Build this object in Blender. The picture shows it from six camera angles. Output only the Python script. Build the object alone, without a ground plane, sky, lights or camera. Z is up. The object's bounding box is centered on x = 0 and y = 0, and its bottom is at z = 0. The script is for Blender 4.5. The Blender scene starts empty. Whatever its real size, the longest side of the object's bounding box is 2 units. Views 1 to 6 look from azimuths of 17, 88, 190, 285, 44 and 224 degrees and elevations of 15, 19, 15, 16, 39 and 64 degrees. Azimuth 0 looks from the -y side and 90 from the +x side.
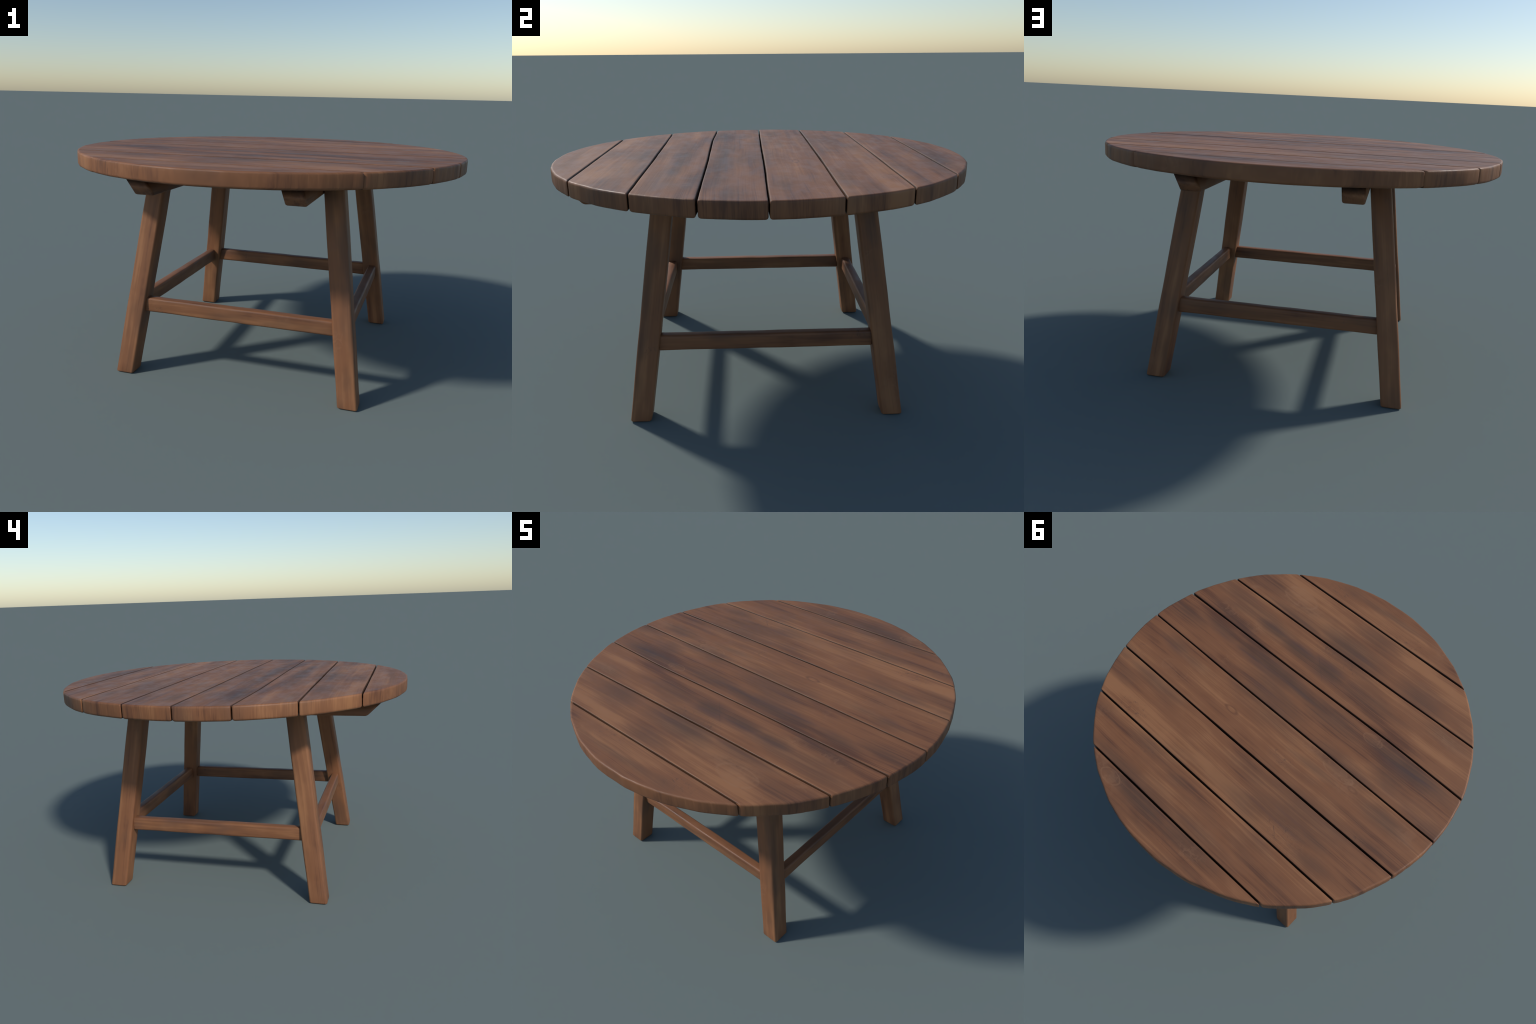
"""Round slatted outdoor table: eight planks on two cross beams and four splayed legs
joined by stretchers.  Metres, z up."""
import math
import random
import bpy
import bmesh
from mathutils import Vector, Matrix, noise

random.seed(7)
noise.seed_set(7)

# ------------------------------------------------------------------ dimensions
TOP_Z, BOTTOM_Z = 1.1145, 1.0445          # table top slab
CENTRE_Y = 0.0060                       # the base stands a little off centre
LEG_FOOT, LEG_TOP, LEG_W = 0.5745, 0.4340, 0.0955   # centre line at z = 0 and z = 1
RAIL_R, RAIL_W, RAIL_Z0, RAIL_Z1 = 0.529, 0.048, 0.3225, 0.3955
BEAM_X, BEAM_W, BEAM_Z0 = 0.339, 0.094, 0.9615

# rim radius of the slab against the angle (degrees from +x), slightly flattened in y
RIM = [(-180, 0.999), (-165, 0.997), (-150, 0.990), (-128, 0.984), (-110, 0.982), (-90, 0.981),
       (-70, 0.983), (-52, 0.987), (-31, 0.990), (-14, 0.994), (0, 0.999), (16, 0.998),
       (34, 1.000), (52, 0.993), (70, 0.985), (90, 0.982), (110, 0.987), (128, 1.000),
       (146, 1.004), (164, 0.999), (180, 0.999)]
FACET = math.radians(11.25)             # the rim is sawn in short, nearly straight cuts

# seams between the planks as (x, y) points; the boards are not quite straight
SEAMS = [[(-1, -0.780), (0, -0.781), (1, -0.780)],
         [(-1, -0.521), (-0.1, -0.510), (0.2, -0.505), (1, -0.499)],
         [(-1, -0.2440), (-0.485, -0.2560), (0.2, -0.2465), (1, -0.2450)],
         [(-1, 0.0230), (0, 0.0155), (1, 0.0050)],
         [(-1, 0.2850), (0, 0.2845), (1, 0.2760)],
         [(-1, 0.5575), (0, 0.5590), (1, 0.5560)],
         [(-1, 0.7950), (0, 0.7980), (1, 0.7935)]]


def smooth(t):
    return t * t * (3 - 2 * t)


def rim_radius(a):
    off = (a + FACET / 2) % FACET - FACET / 2
    chord = 1.0025 - 0.4 * (1.0 - math.cos(FACET / 2) / math.cos(off))
    a = math.degrees(math.atan2(math.sin(a), math.cos(a)))
    for (a0, r0), (a1, r1) in zip(RIM, RIM[1:]):
        if a0 <= a <= a1:
            return chord * (r0 + (r1 - r0) * smooth((a - a0) / (a1 - a0)))
    return RIM[0][1]


def seam_y(i, x):
    x = max(-0.9999, min(0.9999, x))
    for (x0, y0), (x1, y1) in zip(SEAMS[i], SEAMS[i][1:]):
        if x <= x1:
            t = (x - x0) / (x1 - x0)
            return y0 + (y1 - y0) * (0.5 * t + 0.5 * smooth(t))


def wobble(seed, s, amp):
    return amp * noise.noise(Vector((s, seed * 7.31, 1.7)))


# ------------------------------------------------------------------ materials
class Tree:
    """Small helper that adds nodes and links with little text."""

    def __init__(self, name):
        self.mat = bpy.data.materials.new(name)
        self.mat.use_nodes = True
        self.t = self.mat.node_tree
        self.t.nodes.clear()

    def put(self, sock, val):
        if isinstance(val, bpy.types.NodeSocket):
            self.t.links.new(val, sock)
        else:
            sock.default_value = val

    def math(self, op, a, b=0.0, clamp=False):
        n = self.t.nodes.new("ShaderNodeMath")
        n.operation, n.use_clamp = op, clamp
        self.put(n.inputs[0], a)
        self.put(n.inputs[1], b)
        return n.outputs[0]

    def vec(self, op, a, b):
        n = self.t.nodes.new("ShaderNodeVectorMath")
        n.operation = op
        self.put(n.inputs[0], a)
        self.put(n.inputs[1], b)
        return n.outputs["Value"] if op == "LENGTH" else n.outputs[0]

    def noise(self, vec, scale=1.0, detail=2.0, rough=0.5, out="Fac"):
        n = self.t.nodes.new("ShaderNodeTexNoise")
        self.put(n.inputs["Vector"], vec)
        n.inputs["Scale"].default_value = scale
        n.inputs["Detail"].default_value = detail
        n.inputs["Roughness"].default_value = rough
        return n.outputs[out]

    def voronoi(self, vec, scale, feature):
        n = self.t.nodes.new("ShaderNodeTexVoronoi")
        n.feature = feature
        self.put(n.inputs["Vector"], vec)
        n.inputs["Scale"].default_value = scale
        return n.outputs["Distance"]

    def ramp(self, fac, lo, hi, a=0.0, b=1.0):
        n = self.t.nodes.new("ShaderNodeMapRange")
        n.interpolation_type = "SMOOTHSTEP"
        self.put(n.inputs["Value"], fac)
        for k, v in zip(("From Min", "From Max", "To Min", "To Max"), (lo, hi, a, b)):
            n.inputs[k].default_value = v
        return n.outputs["Result"]

    def mix(self, fac, a, b, mode="MIX"):
        n = self.t.nodes.new("ShaderNodeMix")
        n.data_type, n.blend_type = "RGBA", mode
        self.put(n.inputs["Factor"], fac)
        for s, v in ((n.inputs[6], a), (n.inputs[7], b)):
            self.put(s, (*v, 1.0) if isinstance(v, tuple) and len(v) == 3 else v)
        return n.outputs[2]


DARK, MID, LIGHT = (0.116, 0.049, 0.027), (0.214, 0.091, 0.042), (0.300, 0.136, 0.061)
STAIN, STAIN_BLUE, PALE = (0.086, 0.050, 0.034), (0.066, 0.043, 0.039), (0.300, 0.158, 0.086)


def wood_material(name, dark=(), light=(), random_offset=False, rim_z=3.0, tone=0.0, auto=0.0, auto_scale=(2.6, 9.0, 9.0), grain_y=1.0,
                  pale=(), pits=(), knots=(), scratches=(), rings=(), stripe=1.0, shade=1.0):
    """Stained hardwood, grain along local x.  dark / light: stains placed on the board as
    (x, y, half length, half width, strength)."""
    T = Tree(name)
    nodes = T.t.nodes
    obj = nodes.new("ShaderNodeTexCoord").outputs["Object"]
    p = obj
    if random_offset:
        r = nodes.new("ShaderNodeObjectInfo").outputs["Random"]
        p = T.vec("ADD", obj, T.vec("MULTIPLY", (17.0, 9.0, 5.0), T.vec("ADD", (0, 0, 0), r)))
    # the grain drifts a little sideways along the board
    drift = T.vec("SUBTRACT", T.noise(T.vec("MULTIPLY", p, (1.6, 3.0, 1.0)), 1.0, 2.0, out="Color"), (0.5, 0.5, 0.5))
    pw = T.vec("ADD", p, T.vec("MULTIPLY", drift, (0.0, 0.035, 0.012)))

    broad = T.noise(T.vec("MULTIPLY", pw, (1.5, 9.0, rim_z)), 1.0, 2.5, 0.55)
    streak = T.noise(T.vec("MULTIPLY", pw, (1.0, 58.0 * grain_y, rim_z * 1.6)), 1.0, 3.0, 0.6)
    fine = T.noise(T.vec("MULTIPLY", pw, (2.6, 250.0 * grain_y, rim_z * 3)), 1.0, 2.0, 0.6)
    mottle = T.noise(T.vec("MULTIPLY", p, (9.0, 16.0, 9.0)), 1.0, 3.0, 0.6)

    v = T.math("MULTIPLY", T.math("SUBTRACT", broad, 0.5), 1.75)
    v = T.math("ADD", v, T.math("MULTIPLY", T.math("SUBTRACT", streak, 0.5), 0.92 * stripe))
    v = T.math("ADD", v, T.math("MULTIPLY", T.math("SUBTRACT", fine, 0.5), 0.62 * stripe))
    v = T.math("ADD", v, T.math("MULTIPLY", T.math("SUBTRACT", mottle, 0.5), 0.26 if stripe == 1.0 else 0.50))
    v = T.math("ADD", v, 0.5 + tone)

    # organic edges for the placed stains
    ragged = T.vec("SUBTRACT", T.noise(T.vec("MULTIPLY", p, (3.0, 15.0, 4.0)), 1.0, 3.0, 0.6, "Color"), (0.5, 0.5, 0.5))
    ps = T.vec("ADD", obj, T.vec("MULTIPLY", ragged, (0.17, 0.045, 0.0)))

    def blob(x, y, lx, ly, s):
        d = T.vec("MULTIPLY", T.vec("SUBTRACT", ps, (x, y, 0.0)), (1 / (1.75 * lx), 1 / (2.0 * ly), 0.0))
        return T.ramp(T.vec("LENGTH", d, (0, 0, 0)), 0.05, 1.0, s, 0.0)

    for b in light:
        v = T.math("ADD", v, T.math("MULTIPLY", blob(*b), 0.58))
    stain = 0.0
    for b in dark:
        m = blob(*b)
        stain = m if stain == 0.0 else T.math("MAXIMUM", stain, m)
    if auto:
        spot = T.ramp(T.noise(T.vec("MULTIPLY", T.vec("ADD", p, (4.4, 2.6, 0.0)), auto_scale), 1.0, 2.0, 0.55), 0.49, 0.70, 0.0, auto)
        stain = spot if stain == 0.0 else T.math("MAXIMUM", stain, spot)

    cr = nodes.new("ShaderNodeValToRGB")
    cr.color_ramp.interpolation = "EASE"
    e = cr.color_ramp.elements
    e[0].position, e[0].color = 0.02, (*DARK, 1)
    e[1].position, e[1].color = 1.0, (*LIGHT, 1)
    m = e.new(0.5)
    m.color = (*MID, 1)
    T.put(cr.inputs[0], v)
    col = cr.outputs[0]

    if stain != 0.0:
        # stain soaks in streak by streak
        soak = T.math("MULTIPLY", stain, T.ramp(streak, 0.25, 0.75, 1.12, 0.82), clamp=True)
        bluish = T.ramp(T.noise(T.vec("MULTIPLY", pw, (2.0, 24.0, 3.0)), 1.0, 1.0), 0.55, 0.75)
        col = T.mix(T.math("MULTIPLY", soak, 0.92), col, T.mix(bluish, STAIN, STAIN_BLUE))

    # pale rubbed scuffs with broken outlines
    def spread(spots, noise_zone):
        z = noise_zone
        for x, y, lx, ly, k in spots:
            m = blob(x, y, lx, ly, k)
            z = m if z is None else T.math("MAXIMUM", z, m)
        return z

    zone = spread(pale, None if pale else T.ramp(T.noise(T.vec("ADD", p, (3.1, 1.7, 0.4)), 4.0, 1.0), 0.62, 0.72, 0.0, 0.6))
    swirl = T.vec("ADD", p, T.vec("MULTIPLY", T.vec("SUBTRACT", T.noise(p, 14.0, 3.0, 0.6, "Color"), (0.5, 0.5, 0.5)), (0.11, 0.09, 0.09)))
    veins = T.ramp(T.voronoi(swirl, 17.0, "DISTANCE_TO_EDGE"), 0.01, 0.10, 1.0, 0.0)
    veins = T.math("MULTIPLY", veins, T.ramp(T.noise(p, 30.0, 1.0), 0.42, 0.58))
    rub = T.ramp(T.noise(swirl, 24.0, 2.0), 0.48, 0.60)
    scuff = T.math("MULTIPLY", zone, T.math("MAXIMUM", veins, T.math("MULTIPLY", rub, 0.65)))
    col = T.mix(T.math("MULTIPLY", scuff, 0.32), col, PALE)

    # small dark pits and hairline checks gathered in patches
    pz = spread(pits, None if pits else T.ramp(T.noise(T.vec("ADD", p, (8.3, 4.2, 2.4)), 4.6, 1.0), 0.64, 0.74))
    pit = T.ramp(T.noise(T.vec("MULTIPLY", swirl, (45.0, 80.0, 50.0)), 1.0, 3.0, 0.7), 0.55, 0.66)
    pits = T.math("MULTIPLY", pz, pit)
    col = T.mix(T.math("MULTIPLY", pits, 0.55), col, (0.070, 0.043, 0.034))

    # knots: a dark rim around a paler eye
    for x, y, lx, ly, k in knots:
        d = T.vec("LENGTH", T.vec("MULTIPLY", T.vec("SUBTRACT", T.vec("ADD", obj, T.vec("MULTIPLY", ragged, (0.03, 0.016, 0))), (x, y, 0)), (1 / lx, 1 / ly, 0)), (0, 0, 0))
        rimk = T.math("MULTIPLY", T.ramp(d, 0.45, 0.85), T.ramp(d, 0.85, 1.3, 1.0, 0.0))
        col = T.mix(T.math("MULTIPLY", rimk, k), col, DARK)
        col = T.mix(T.ramp(d, 0.0, 0.5, 0.25, 0.0), col, LIGHT)
    # faint pale drip outlines
    for x, y, lx, ly, k in rings:
        d = T.vec("LENGTH", T.vec("MULTIPLY", T.vec("SUBTRACT", T.vec("ADD", obj, T.vec("MULTIPLY", ragged, (0.03, 0.03, 0))), (x, y, 0)), (1 / lx, 1 / ly, 0)), (0, 0, 0))
        line = T.math("MULTIPLY", T.ramp(d, 0.78, 0.96), T.ramp(d, 0.98, 1.04, k, 0.0))
        line = T.math("MULTIPLY", line, T.ramp(mottle, 0.35, 0.55, 0.25, 1.0))
        col = T.mix(T.math("MAXIMUM", line, T.ramp(d, 0.6, 1.0, 0.35 * k, 0.0)), col, PALE)
    # thin straight scratches from (x0, y0) to (x1, y1)
    for x0, y0, x1, y1, k in scratches:
        a = math.atan2(y1 - y0, x1 - x0)
        ln = math.hypot(x1 - x0, y1 - y0)
        mp = nodes.new("ShaderNodeMapping")
        mp.vector_type = "TEXTURE"
        mp.inputs["Location"].default_value = ((x0 + x1) / 2, (y0 + y1) / 2, 0)
        mp.inputs["Rotation"].default_value = (0, 0, a)
        mp.inputs["Scale"].default_value = (ln / 2, 0.0028, 1.0)
        T.put(mp.inputs["Vector"], T.vec("ADD", obj, T.vec("MULTIPLY", drift, (0.02, 0.0, 0.0))))
        d = T.vec("LENGTH", T.vec("MULTIPLY", mp.outputs[0], (1, 1, 0)), (0, 0, 0))
        col = T.mix(T.math("MULTIPLY", T.ramp(d, 0.2, 1.0, k, 0.0), T.ramp(mottle, 0.38, 0.55)), col, (0.075, 0.045, 0.034))

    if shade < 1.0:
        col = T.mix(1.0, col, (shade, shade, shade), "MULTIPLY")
    bsdf = nodes.new("ShaderNodeBsdfPrincipled")
    out = nodes.new("ShaderNodeOutputMaterial")
    T.t.links.new(bsdf.outputs[0], out.inputs[0])
    T.put(bsdf.inputs["Base Color"], col)
    T.put(bsdf.inputs["Roughness"], T.ramp(mottle, 0.3, 0.7, 0.46, 0.62))
    bsdf.inputs["Specular IOR Level"].default_value = 0.32
    h = T.math("ADD", T.math("MULTIPLY", fine, 0.5), T.math("MULTIPLY", streak, 0.9))
    h = T.math("ADD", h, T.math("MULTIPLY", mottle, 0.7))
    h = T.math("SUBTRACT", h, T.math("MULTIPLY", pits, 0.9))
    bump = nodes.new("ShaderNodeBump")
    bump.inputs["Strength"].default_value = 0.35
    bump.inputs["Distance"].default_value = 0.0015
    T.put(bump.inputs["Height"], h)
    T.t.links.new(bump.outputs[0], bsdf.inputs["Normal"])
    return T.mat


# ------------------------------------------------------------------ mesh helpers
def mesh_object(name, rings, material, parent, cap=True):
    """Loft through closed rings of equal length, both ends capped, smooth shaded."""
    bm = bmesh.new()
    vs = [[bm.verts.new(p) for p in ring] for ring in rings]
    n = len(rings[0])
    for a, b in zip(vs, vs[1:]):
        for i in range(n):
            bm.faces.new((a[i], a[(i + 1) % n], b[(i + 1) % n], b[i]))
    bm.faces.new(list(reversed(vs[0])))
    bm.faces.new(vs[-1])
    bmesh.ops.recalc_face_normals(bm, faces=bm.faces)
    me = bpy.data.meshes.new(name)
    bm.to_mesh(me)
    bm.free()
    me.shade_smooth()
    me.materials.append(material)
    ob = bpy.data.objects.new(name, me)
    bpy.context.scene.collection.objects.link(ob)
    ob.parent = parent
    return ob


def plank_profile(steps=4):
    """Rings (rim inset, (seam inset at the rim, inside), from top?, z offset, groove wall above?) of a
    plank: rounded rim edges, boards that touch inside and part slightly at the rim, grooved above."""
    rb, rt = 0.0125, 0.0090
    prof = [(rb + 0.004, (0.0170, 0.0150), 0, 0.0, False)]
    for k in range(steps + 1):
        a = math.pi / 2 * k / steps
        r = 1 - math.sin(a)
        prof.append((rb * r, (0.0030 + 0.0100 * r, 0.0003 + 0.0100 * r), 0, rb * (1 - math.cos(a)), True))
    prof.append((0.0, (0.0032, 0.0003), 1, -0.027, True))
    prof.append((0.0, (0.0033, 0.0024), 1, -0.021, True))
    for k in range(steps + 1):
        a = math.pi / 2 * k / steps
        r = 1 - math.cos(a)
        prof.append((rt * r, (0.0031 + 0.0044 * r, 0.0031 + 0.0044 * r), 1, -rt * (1 - math.sin(a)), k < steps - 1))
    prof.append((rt + 0.004, (0.0115, 0.0115), 1, 0.0, False))
    return prof


# ------------------------------------------------------------------ table top planks
def plank_outline(i, inset, seam_inset, nseam, corner=0.0075, ksteps=4):
    """Outline of plank i (0 at -y, 7 at +y), shrunk by inset, always the same point count."""
    lo, hi = i - 1, i          # seam indices below and above

    def edge(k, sign, x):
        y = seam_y(k, x)
        to_rim = math.sqrt(max(0.99 - y * y, 0.0)) - abs(x)
        t = smooth(max(0.0, min(1.0, 1.0 - to_rim / 0.07)))
        d = seam_inset[1] + (seam_inset[0] - seam_inset[1]) * t
        free = min(1.0, d / 0.003)
        d += free * (wobble(20 * k + sign, x * 2.6, 0.0018) + wobble(11 * k + sign, x * 9.0, 0.0007))
        return y + sign * d

    def rim(a):
        r = rim_radius(a) - inset + wobble(50 + i, a * 14, 0.0016) + wobble(70 + i, a * 45, 0.0010)
        return Vector((r * math.cos(a), r * math.sin(a)))

    def meet(k, sign, side):
        x = side * 0.7
        for _ in range(30):      # fixed point: rim point at the height of the seam edge
            y = edge(k, sign, x)
            a = math.atan2(y, x)
            r = rim(a).length
            x = side * math.sqrt(max(r * r - y * y, 1e-6))
        return math.atan2(edge(k, sign, x), x), x

    sides = []                    # counter-clockwise list of sides
    if 0 <= lo < 7:
        aL0, xL0 = meet(lo, +1, -1)
        aL1, xL1 = meet(lo, +1, +1)
        sides.append([Vector((xL0 + (xL1 - xL0) * t / nseam, edge(lo, +1, xL0 + (xL1 - xL0) * t / nseam))) for t in range(nseam + 1)])
    if 0 <= hi < 7:
        aH0, xH0 = meet(hi, -1, +1)
        aH1, xH1 = meet(hi, -1, -1)
    if lo < 0:                    # outer plank at -y
        n = 150
        aH1u = aH1 if aH1 < 0 else aH1 - 2 * math.pi
        sides.append([rim(aH1u + (aH0 - aH1u) * t / n) for t in range(n + 1)])
        sides.append([Vector((xH0 + (xH1 - xH0) * t / nseam, edge(hi, -1, xH0 + (xH1 - xH0) * t / nseam))) for t in range(nseam + 1)])
    elif hi > 6:                  # outer plank at +y
        n = 150
        sides.append([rim(aL1 + (aL0 - aL1) * t / n) for t in range(n + 1)])
    else:
        n = 40
        sides.append([rim(aL1 + (aH0 - aL1) * t / n) for t in range(n + 1)])
        sides.append([Vector((xH0 + (xH1 - xH0) * t / nseam, edge(hi, -1, xH0 + (xH1 - xH0) * t / nseam))) for t in range(nseam + 1)])
        a0, a1 = aH1 % (2 * math.pi), aL0 % (2 * math.pi)
        sides.append([rim(a0 + (a1 - a0) * t / n) for t in range(n + 1)])

    def at(side, s):              # point at length s along a side
        acc = 0.0
        for p, q in zip(side, side[1:]):
            d = (q - p).length
            if acc + d >= s:
                return p.lerp(q, (s - acc) / d)
            acc += d
        return side[-1]

    pts = []
    m = len(sides)
    for k in range(m):
        side, nxt = sides[k], sides[(k + 1) % m]
        total = sum((q - p).length for p, q in zip(side, side[1:]))
        cnt = len(side) - 1
        for t in range(cnt + 1):
            pts.append(at(side, corner + (total - 2 * corner) * t / cnt))
        p0, pc, p1 = pts[-1], side[-1], at(nxt, corner)
        for t in range(1, ksteps):
            u = t / ksteps
            pts.append(p0 * (1 - u) ** 2 + pc * 2 * u * (1 - u) + p1 * u * u)
    return pts


STAINS_DARK = {
    0: [(0.02, -0.901, 0.25, 0.02, 0.5), (0.28, -0.894, 0.08, 0.03, 0.4)],
    1: [(0.37, -0.535, 0.2, 0.035, 0.6), (0.02, -0.57, 0.2, 0.06, 0.8), (-0.06, -0.72, 0.12, 0.05, 0.5), (-0.47, -0.581, 0.15, 0.06, 0.6)],
    2: [(0.72, -0.421, 0.2, 0.04, 0.5), (0.41, -0.381, 0.15, 0.04, 0.8), (0.22, -0.371, 0.15, 0.035, 0.8), (0.03, -0.372, 0.12, 0.05, 0.8), (-0.73, -0.468, 0.12, 0.03, 0.5)],
    3: [(0.87, -0.129, 0.12, 0.04, 0.5), (0.65, -0.179, 0.15, 0.03, 0.6), (0.36, -0.165, 0.15, 0.015, 0.8), (0.21, -0.179, 0.25, 0.05, 0.8), (0.03, -0.165, 0.3, 0.018, 0.9), (-0.16, -0.166, 0.2, 0.05, 0.6), (-0.69, -0.191, 0.2, 0.04, 0.9), (-0.66, -0.085, 0.1, 0.06, 0.5), (-0.52, -0.196, 0.1, 0.03, 0.6)],
    4: [(0.72, 0.072, 0.1, 0.035, 0.6), (0.58, 0.085, 0.1, 0.03, 0.4), (-0.75, 0.103, 0.15, 0.04, 0.7), (-0.31, 0.123, 0.15, 0.02, 0.5)],
    5: [(0.65, 0.315, 0.2, 0.03, 0.6), (0.9, 0.312, 0.06, 0.03, 0.4), (-0.11, 0.354, 0.15, 0.04, 0.4), (-0.54, 0.403, 0.12, 0.04, 0.5), (-0.64, 0.502, 0.12, 0.04, 0.5)],
    6: [(0.39, 0.771, 0.25, 0.03, 0.6), (0.16, 0.77, 0.2, 0.03, 0.5), (0.39, 0.600, 0.12, 0.03, 0.5), (0.12, 0.636, 0.1, 0.03, 0.4), (-0.15, 0.757, 0.2, 0.03, 0.5)],
    7: [(0.18, 0.835, 0.25, 0.045, 0.8), (-0.14, 0.825, 0.2, 0.045, 0.7), (0.47, 0.841, 0.1, 0.04, 0.4)],
}
STAINS_LIGHT = {
    1: [(0.49, -0.679, 0.1, 0.05, 0.6), (0.11, -0.699, 0.16, 0.04, 0.8), (-0.34, -0.745, 0.13, 0.03, 0.7), (0.30, -0.690, 0.12, 0.03, 0.4)],
    2: [(-0.7, -0.358, 0.15, 0.03, 0.6), (0.61, -0.483, 0.15, 0.03, 0.5), (-0.31, -0.490, 0.2, 0.03, 0.6)],
    3: [(-0.46, -0.034, 0.15, 0.03, 0.4)],
    4: [(0.41, 0.159, 0.2, 0.03, 0.5), (-0.23, 0.242, 0.15, 0.03, 0.5), (-0.54, 0.233, 0.13, 0.03, 0.5)],
    5: [(0.84, 0.48, 0.1, 0.04, 0.7), (0.51, 0.453, 0.15, 0.03, 0.5), (0.22, 0.439, 0.2, 0.04, 0.6), (-0.07, 0.457, 0.2, 0.03, 0.6)],
    6: [(-0.25, 0.594, 0.2, 0.03, 0.5)],
    7: [(-0.02, 0.946, 0.2, 0.03, 0.6)],
}
SCUFFS = {
    0: [(-0.367, -0.884, 0.09, 0.05, 0.6)],
    1: [(0.49, -0.640, 0.08, 0.06, 0.9), (0.354, -0.618, 0.05, 0.04, 0.8), (0.723, -0.535, 0.05, 0.02, 0.8)],
    2: [(0.712, -0.303, 0.07, 0.03, 0.9), (0.511, -0.319, 0.06, 0.03, 0.7), (-0.735, -0.460, 0.07, 0.03, 0.6)],
    3: [(-0.46, -0.220, 0.05, 0.025, 0.8), (0.484, -0.045, 0.07, 0.03, 0.6)],
    4: [(-0.49, 0.071, 0.08, 0.05, 1.0), (-0.25, 0.045, 0.08, 0.03, 0.8), (-0.90, 0.092, 0.06, 0.05, 0.8), (0.636, 0.204, 0.06, 0.03, 0.5)],
    5: [(-0.50, 0.500, 0.08, 0.05, 0.4)],
    6: [(0.70, 0.640, 0.06, 0.04, 0.5)],
    7: [(0.376, 0.863, 0.07, 0.05, 1.0), (0.508, 0.817, 0.06, 0.03, 0.9), (-0.191, 0.854, 0.07, 0.04, 0.8)],
}
PITS = {
    0: [(0.315, -0.851, 0.09, 0.03, 0.9), (-0.203, -0.825, 0.10, 0.03, 0.7)],
    1: [(0.40, -0.600, 0.05, 0.03, 0.5)],
    2: [(0.094, -0.480, 0.06, 0.03, 1.0), (-0.031, -0.464, 0.10, 0.02, 0.8)],
    3: [(0.55, -0.200, 0.06, 0.02, 0.4)],
    4: [(-0.195, 0.194, 0.07, 0.03, 0.8), (0.879, 0.225, 0.05, 0.03, 0.6), (-0.696, 0.255, 0.06, 0.02, 0.6)],
    5: [(0.64, 0.505, 0.09, 0.04, 1.0), (-0.414, 0.487, 0.06, 0.04, 0.9), (-0.513, 0.513, 0.05, 0.04, 0.9)],
    6: [(0.35, 0.620, 0.06, 0.03, 0.5)],
    7: [(-0.05, 0.900, 0.06, 0.03, 0.4)],
}
KNOTS = {4: [(0.224, 0.162, 0.045, 0.017, 0.55), (-0.361, 0.042, 0.030, 0.012, 0.2), (-0.545, 0.080, 0.03, 0.014, 0.3)]}
RINGS = {1: [(0.470, -0.655, 0.115, 0.060, 0.30), (0.60, -0.700, 0.06, 0.030, 0.15)], 4: [(-0.43, 0.055, 0.10, 0.036, 0.3), (0.640, 0.190, 0.09, 0.05, 0.10)],
         3: [(-0.44, -0.205, 0.06, 0.03, 0.25)], 7: [(0.39, 0.850, 0.07, 0.035, 0.3)]}
SCRATCHES = {2: [(0.20, -0.485, -0.04, -0.268, 0.6)], 0: [(-0.254, -0.877, -0.278, -0.850, 0.7)],
             5: [(-0.37, 0.47, -0.43, 0.52, 0.6), (-0.40, 0.49, -0.52, 0.50, 0.4)]}
TONE = [-0.02, 0.08, -0.06, -0.14, 0.02, 0.10, 0.03, -0.02]

table = bpy.data.objects.new("wooden_table", None)
bpy.context.scene.collection.objects.link(table)
table["label"] = "round dark brown slatted wooden table with four splayed legs"
table["category"] = "wooden table"

top = bpy.data.objects.new("tabletop", None)
bpy.context.scene.collection.objects.link(top)
top.parent = table

groove_shade_wood = wood_material("painted_groove_shade_wood", shade=0.30)
for i in range(8):
    mat = wood_material("plank_wood", STAINS_DARK.get(i, ()), STAINS_LIGHT.get(i, ()), tone=TONE[i], auto=0.48, auto_scale=(1.4, 4.8, 2.0), rings=RINGS.get(i, ()),
                        pale=SCUFFS[i], pits=PITS[i], knots=KNOTS.get(i, ()), scratches=SCRATCHES.get(i, ()))
    rings = []
    dz = 0.0012 * (random.random() - 0.5)
    for inset, seam_inset, share, off, wall in plank_profile():
        z = (TOP_Z if share else BOTTOM_Z) + off + dz
        rings.append([(p.x, p.y, z) for p in plank_outline(i, inset, seam_inset, 90)])
    ob = mesh_object("plank", rings, mat, top)
    # groove walls get a darkened wood colour: occlusion shadow painted into the seams
    ob.data.materials.append(groove_shade_wood)
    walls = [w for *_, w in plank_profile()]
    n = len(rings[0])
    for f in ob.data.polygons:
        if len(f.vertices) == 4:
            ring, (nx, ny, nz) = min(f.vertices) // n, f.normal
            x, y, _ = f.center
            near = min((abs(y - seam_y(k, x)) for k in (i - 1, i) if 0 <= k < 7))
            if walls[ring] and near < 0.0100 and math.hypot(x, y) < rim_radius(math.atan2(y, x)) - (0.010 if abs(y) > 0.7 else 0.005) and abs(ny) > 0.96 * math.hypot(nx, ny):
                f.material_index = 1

# ------------------------------------------------------------------ legs, stretchers, beams
small_wood = wood_material("leg_wood", random_offset=True, rim_z=30.0, tone=0.05, auto=0.5, grain_y=1.2, stripe=0.6)
rail_wood = wood_material("stretcher_wood", random_offset=True, rim_z=30.0, tone=0.05, auto=0.5, grain_y=1.2, stripe=0.6)
beam_wood = wood_material("beam_wood", random_offset=True, rim_z=30.0, tone=-0.02, auto=0.6, grain_y=1.2, stripe=0.7)


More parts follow.
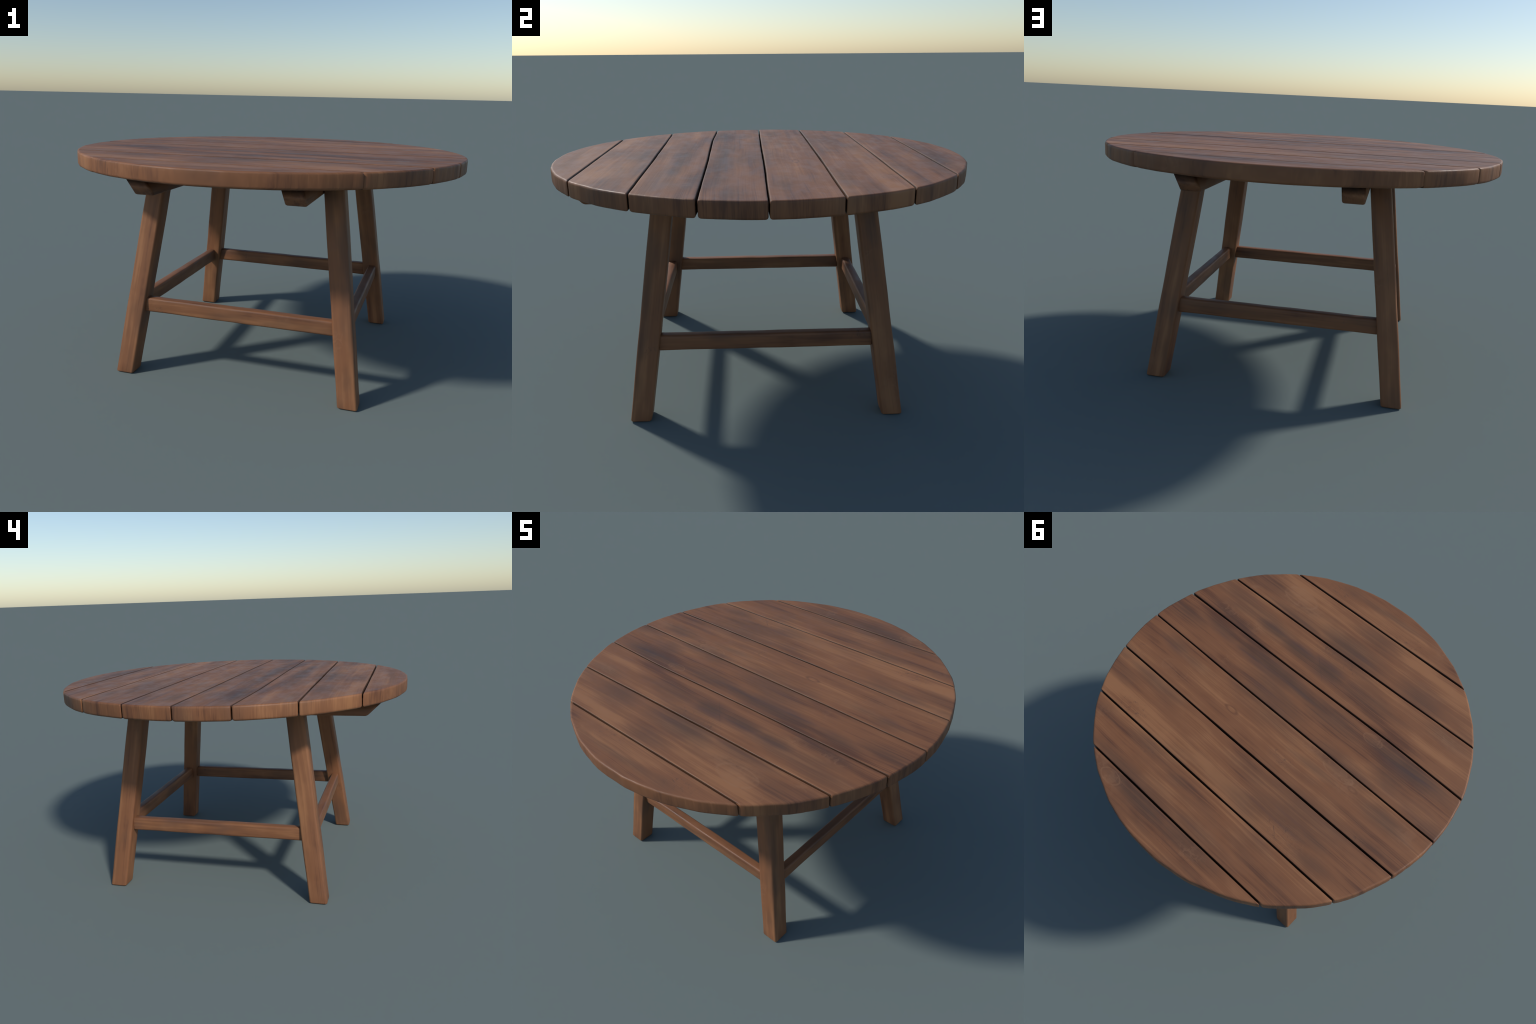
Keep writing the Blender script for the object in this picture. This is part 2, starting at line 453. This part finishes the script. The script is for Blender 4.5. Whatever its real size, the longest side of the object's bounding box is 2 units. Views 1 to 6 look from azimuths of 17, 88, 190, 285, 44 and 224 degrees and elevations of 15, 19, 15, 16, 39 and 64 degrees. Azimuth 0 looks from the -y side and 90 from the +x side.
def rounded_rect(w, h, r, steps=4):
    pts = []
    for cx, cy, a0 in ((w / 2 - r, h / 2 - r, 0), (-w / 2 + r, h / 2 - r, 90), (-w / 2 + r, -h / 2 + r, 180), (w / 2 - r, -h / 2 + r, 270)):
        for k in range(steps + 1):
            a = math.radians(a0 + 90 * k / steps)
            pts.append((cx + r * math.cos(a), cy + r * math.sin(a)))
    return pts


def rounded_bar(stations, w, h, r, seed):
    """Rings (u, v, t) of a bar along t with rounded long edges, rounded ends, hand-worked wobble."""
    t0, t1, n, er = stations
    ts = [(t0 + er * (1 - math.cos(a)), er * (1 - math.sin(a))) for a in (0.0, 0.4, 0.8, 1.2, math.pi / 2)]
    ts += [(t0 + er + (t1 - t0 - 2 * er) * k / n, 0.0) for k in range(1, n)]
    ts += [(t1 - er * (1 - math.cos(a)), er * (1 - math.sin(a))) for a in (math.pi / 2, 1.2, 0.8, 0.4, 0.0)]
    rings = [[(u, v, ts[0][0]) for u, v in rounded_rect(w - 2 * er - 0.006, h - 2 * er - 0.006, max(r - er, 0.002))]]
    for t, shrink in ts:
        dw, dh = wobble(seed, t * 7, 0.0032), wobble(seed + 3, t * 7, 0.0032)
        rings.append([(u, v, t) for u, v in rounded_rect(w - 2 * shrink + dw, h - 2 * shrink + dh, max(r - shrink * 0.5, 0.002))])
    rings.append([(u, v, ts[-1][0]) for u, v in rounded_rect(w - 2 * er - 0.006, h - 2 * er - 0.006, max(r - er, 0.002))])
    return rings


def turn(k, dy=0.0):
    return Matrix.Translation((0, CENTRE_Y + dy, 0)) @ Matrix.Rotation(math.pi / 2 * k, 4, "Z")


# leg: a sheared bar (cut level at foot and top), drawn in a frame whose x runs up the leg
slope = LEG_TOP - LEG_FOOT
axis = Vector((slope, slope, 1)).normalized()
yax = (Vector((0, 1, 0)) - axis * axis.y).normalized()
zax = axis.cross(yax)
frame = Matrix((axis, yax, zax)).transposed().to_4x4()
frame.translation = (LEG_FOOT, LEG_FOOT, 0)
inv = frame.inverted()
rings = []
for ring in rounded_bar((0.0, BOTTOM_Z + 0.004, 24, 0.008), LEG_W, LEG_W, 0.0115, 5):
    rings.append([inv @ Vector((LEG_FOOT + slope * z + u, LEG_FOOT + slope * z + v, z)) for u, v, z in ring])
leg = mesh_object("leg", rings, small_wood, table)
rail_rings = [[(t, u, v) for u, v, t in ring] for ring in rounded_bar((-0.4845, 0.4845, 30, 0.008), RAIL_W, RAIL_Z1 - RAIL_Z0, 0.0110, 9)]
rail = mesh_object("stretcher", rail_rings, rail_wood, table)
for k in range(4):
    ob = leg if k == 0 else leg.copy()
    if k:
        bpy.context.scene.collection.objects.link(ob)
    ob.matrix_world = turn(k, 0.0035 if k < 2 else -0.0015) @ frame
    ob = rail if k == 0 else rail.copy()
    if k:
        bpy.context.scene.collection.objects.link(ob)
    ob.matrix_world = turn(k) @ Matrix.Translation((0, -RAIL_R, (RAIL_Z0 + RAIL_Z1) / 2))

# cross beams under the planks: side profile with slanted ends, all edges rounded
half, slant, h = 0.7945, 0.086, BOTTOM_Z + 0.001 - BEAM_Z0
bm = bmesh.new()
prof = [(-half, 0), (half, 0), (half + slant, h), (-half - slant, h)]
loops = [[bm.verts.new((x, y, z)) for x, z in prof] for y in (-BEAM_W / 2, BEAM_W / 2)]
bm.faces.new(loops[0])
bm.faces.new(list(reversed(loops[1])))
for k in range(4):
    bm.faces.new((loops[0][k], loops[1][k], loops[1][(k + 1) % 4], loops[0][(k + 1) % 4]))
bmesh.ops.recalc_face_normals(bm, faces=bm.faces)
bmesh.ops.bevel(bm, geom=[e for e in bm.edges if any(v.co.z < h / 2 for v in e.verts)], offset=0.011, segments=4,
                profile=0.5, affect="EDGES")
me = bpy.data.meshes.new("beam")
bm.to_mesh(me)
bm.free()
me.shade_smooth()
me.materials.append(beam_wood)
for k in range(2):
    ob = bpy.data.objects.new("beam", me)
    bpy.context.scene.collection.objects.link(ob)
    ob.parent = table
    ob.matrix_world = Matrix.Translation(((2 * k - 1) * BEAM_X, CENTRE_Y, BEAM_Z0)) @ Matrix.Rotation(math.pi / 2, 4, "Z")
    mod = ob.modifiers.new("weighted", "WEIGHTED_NORMAL")
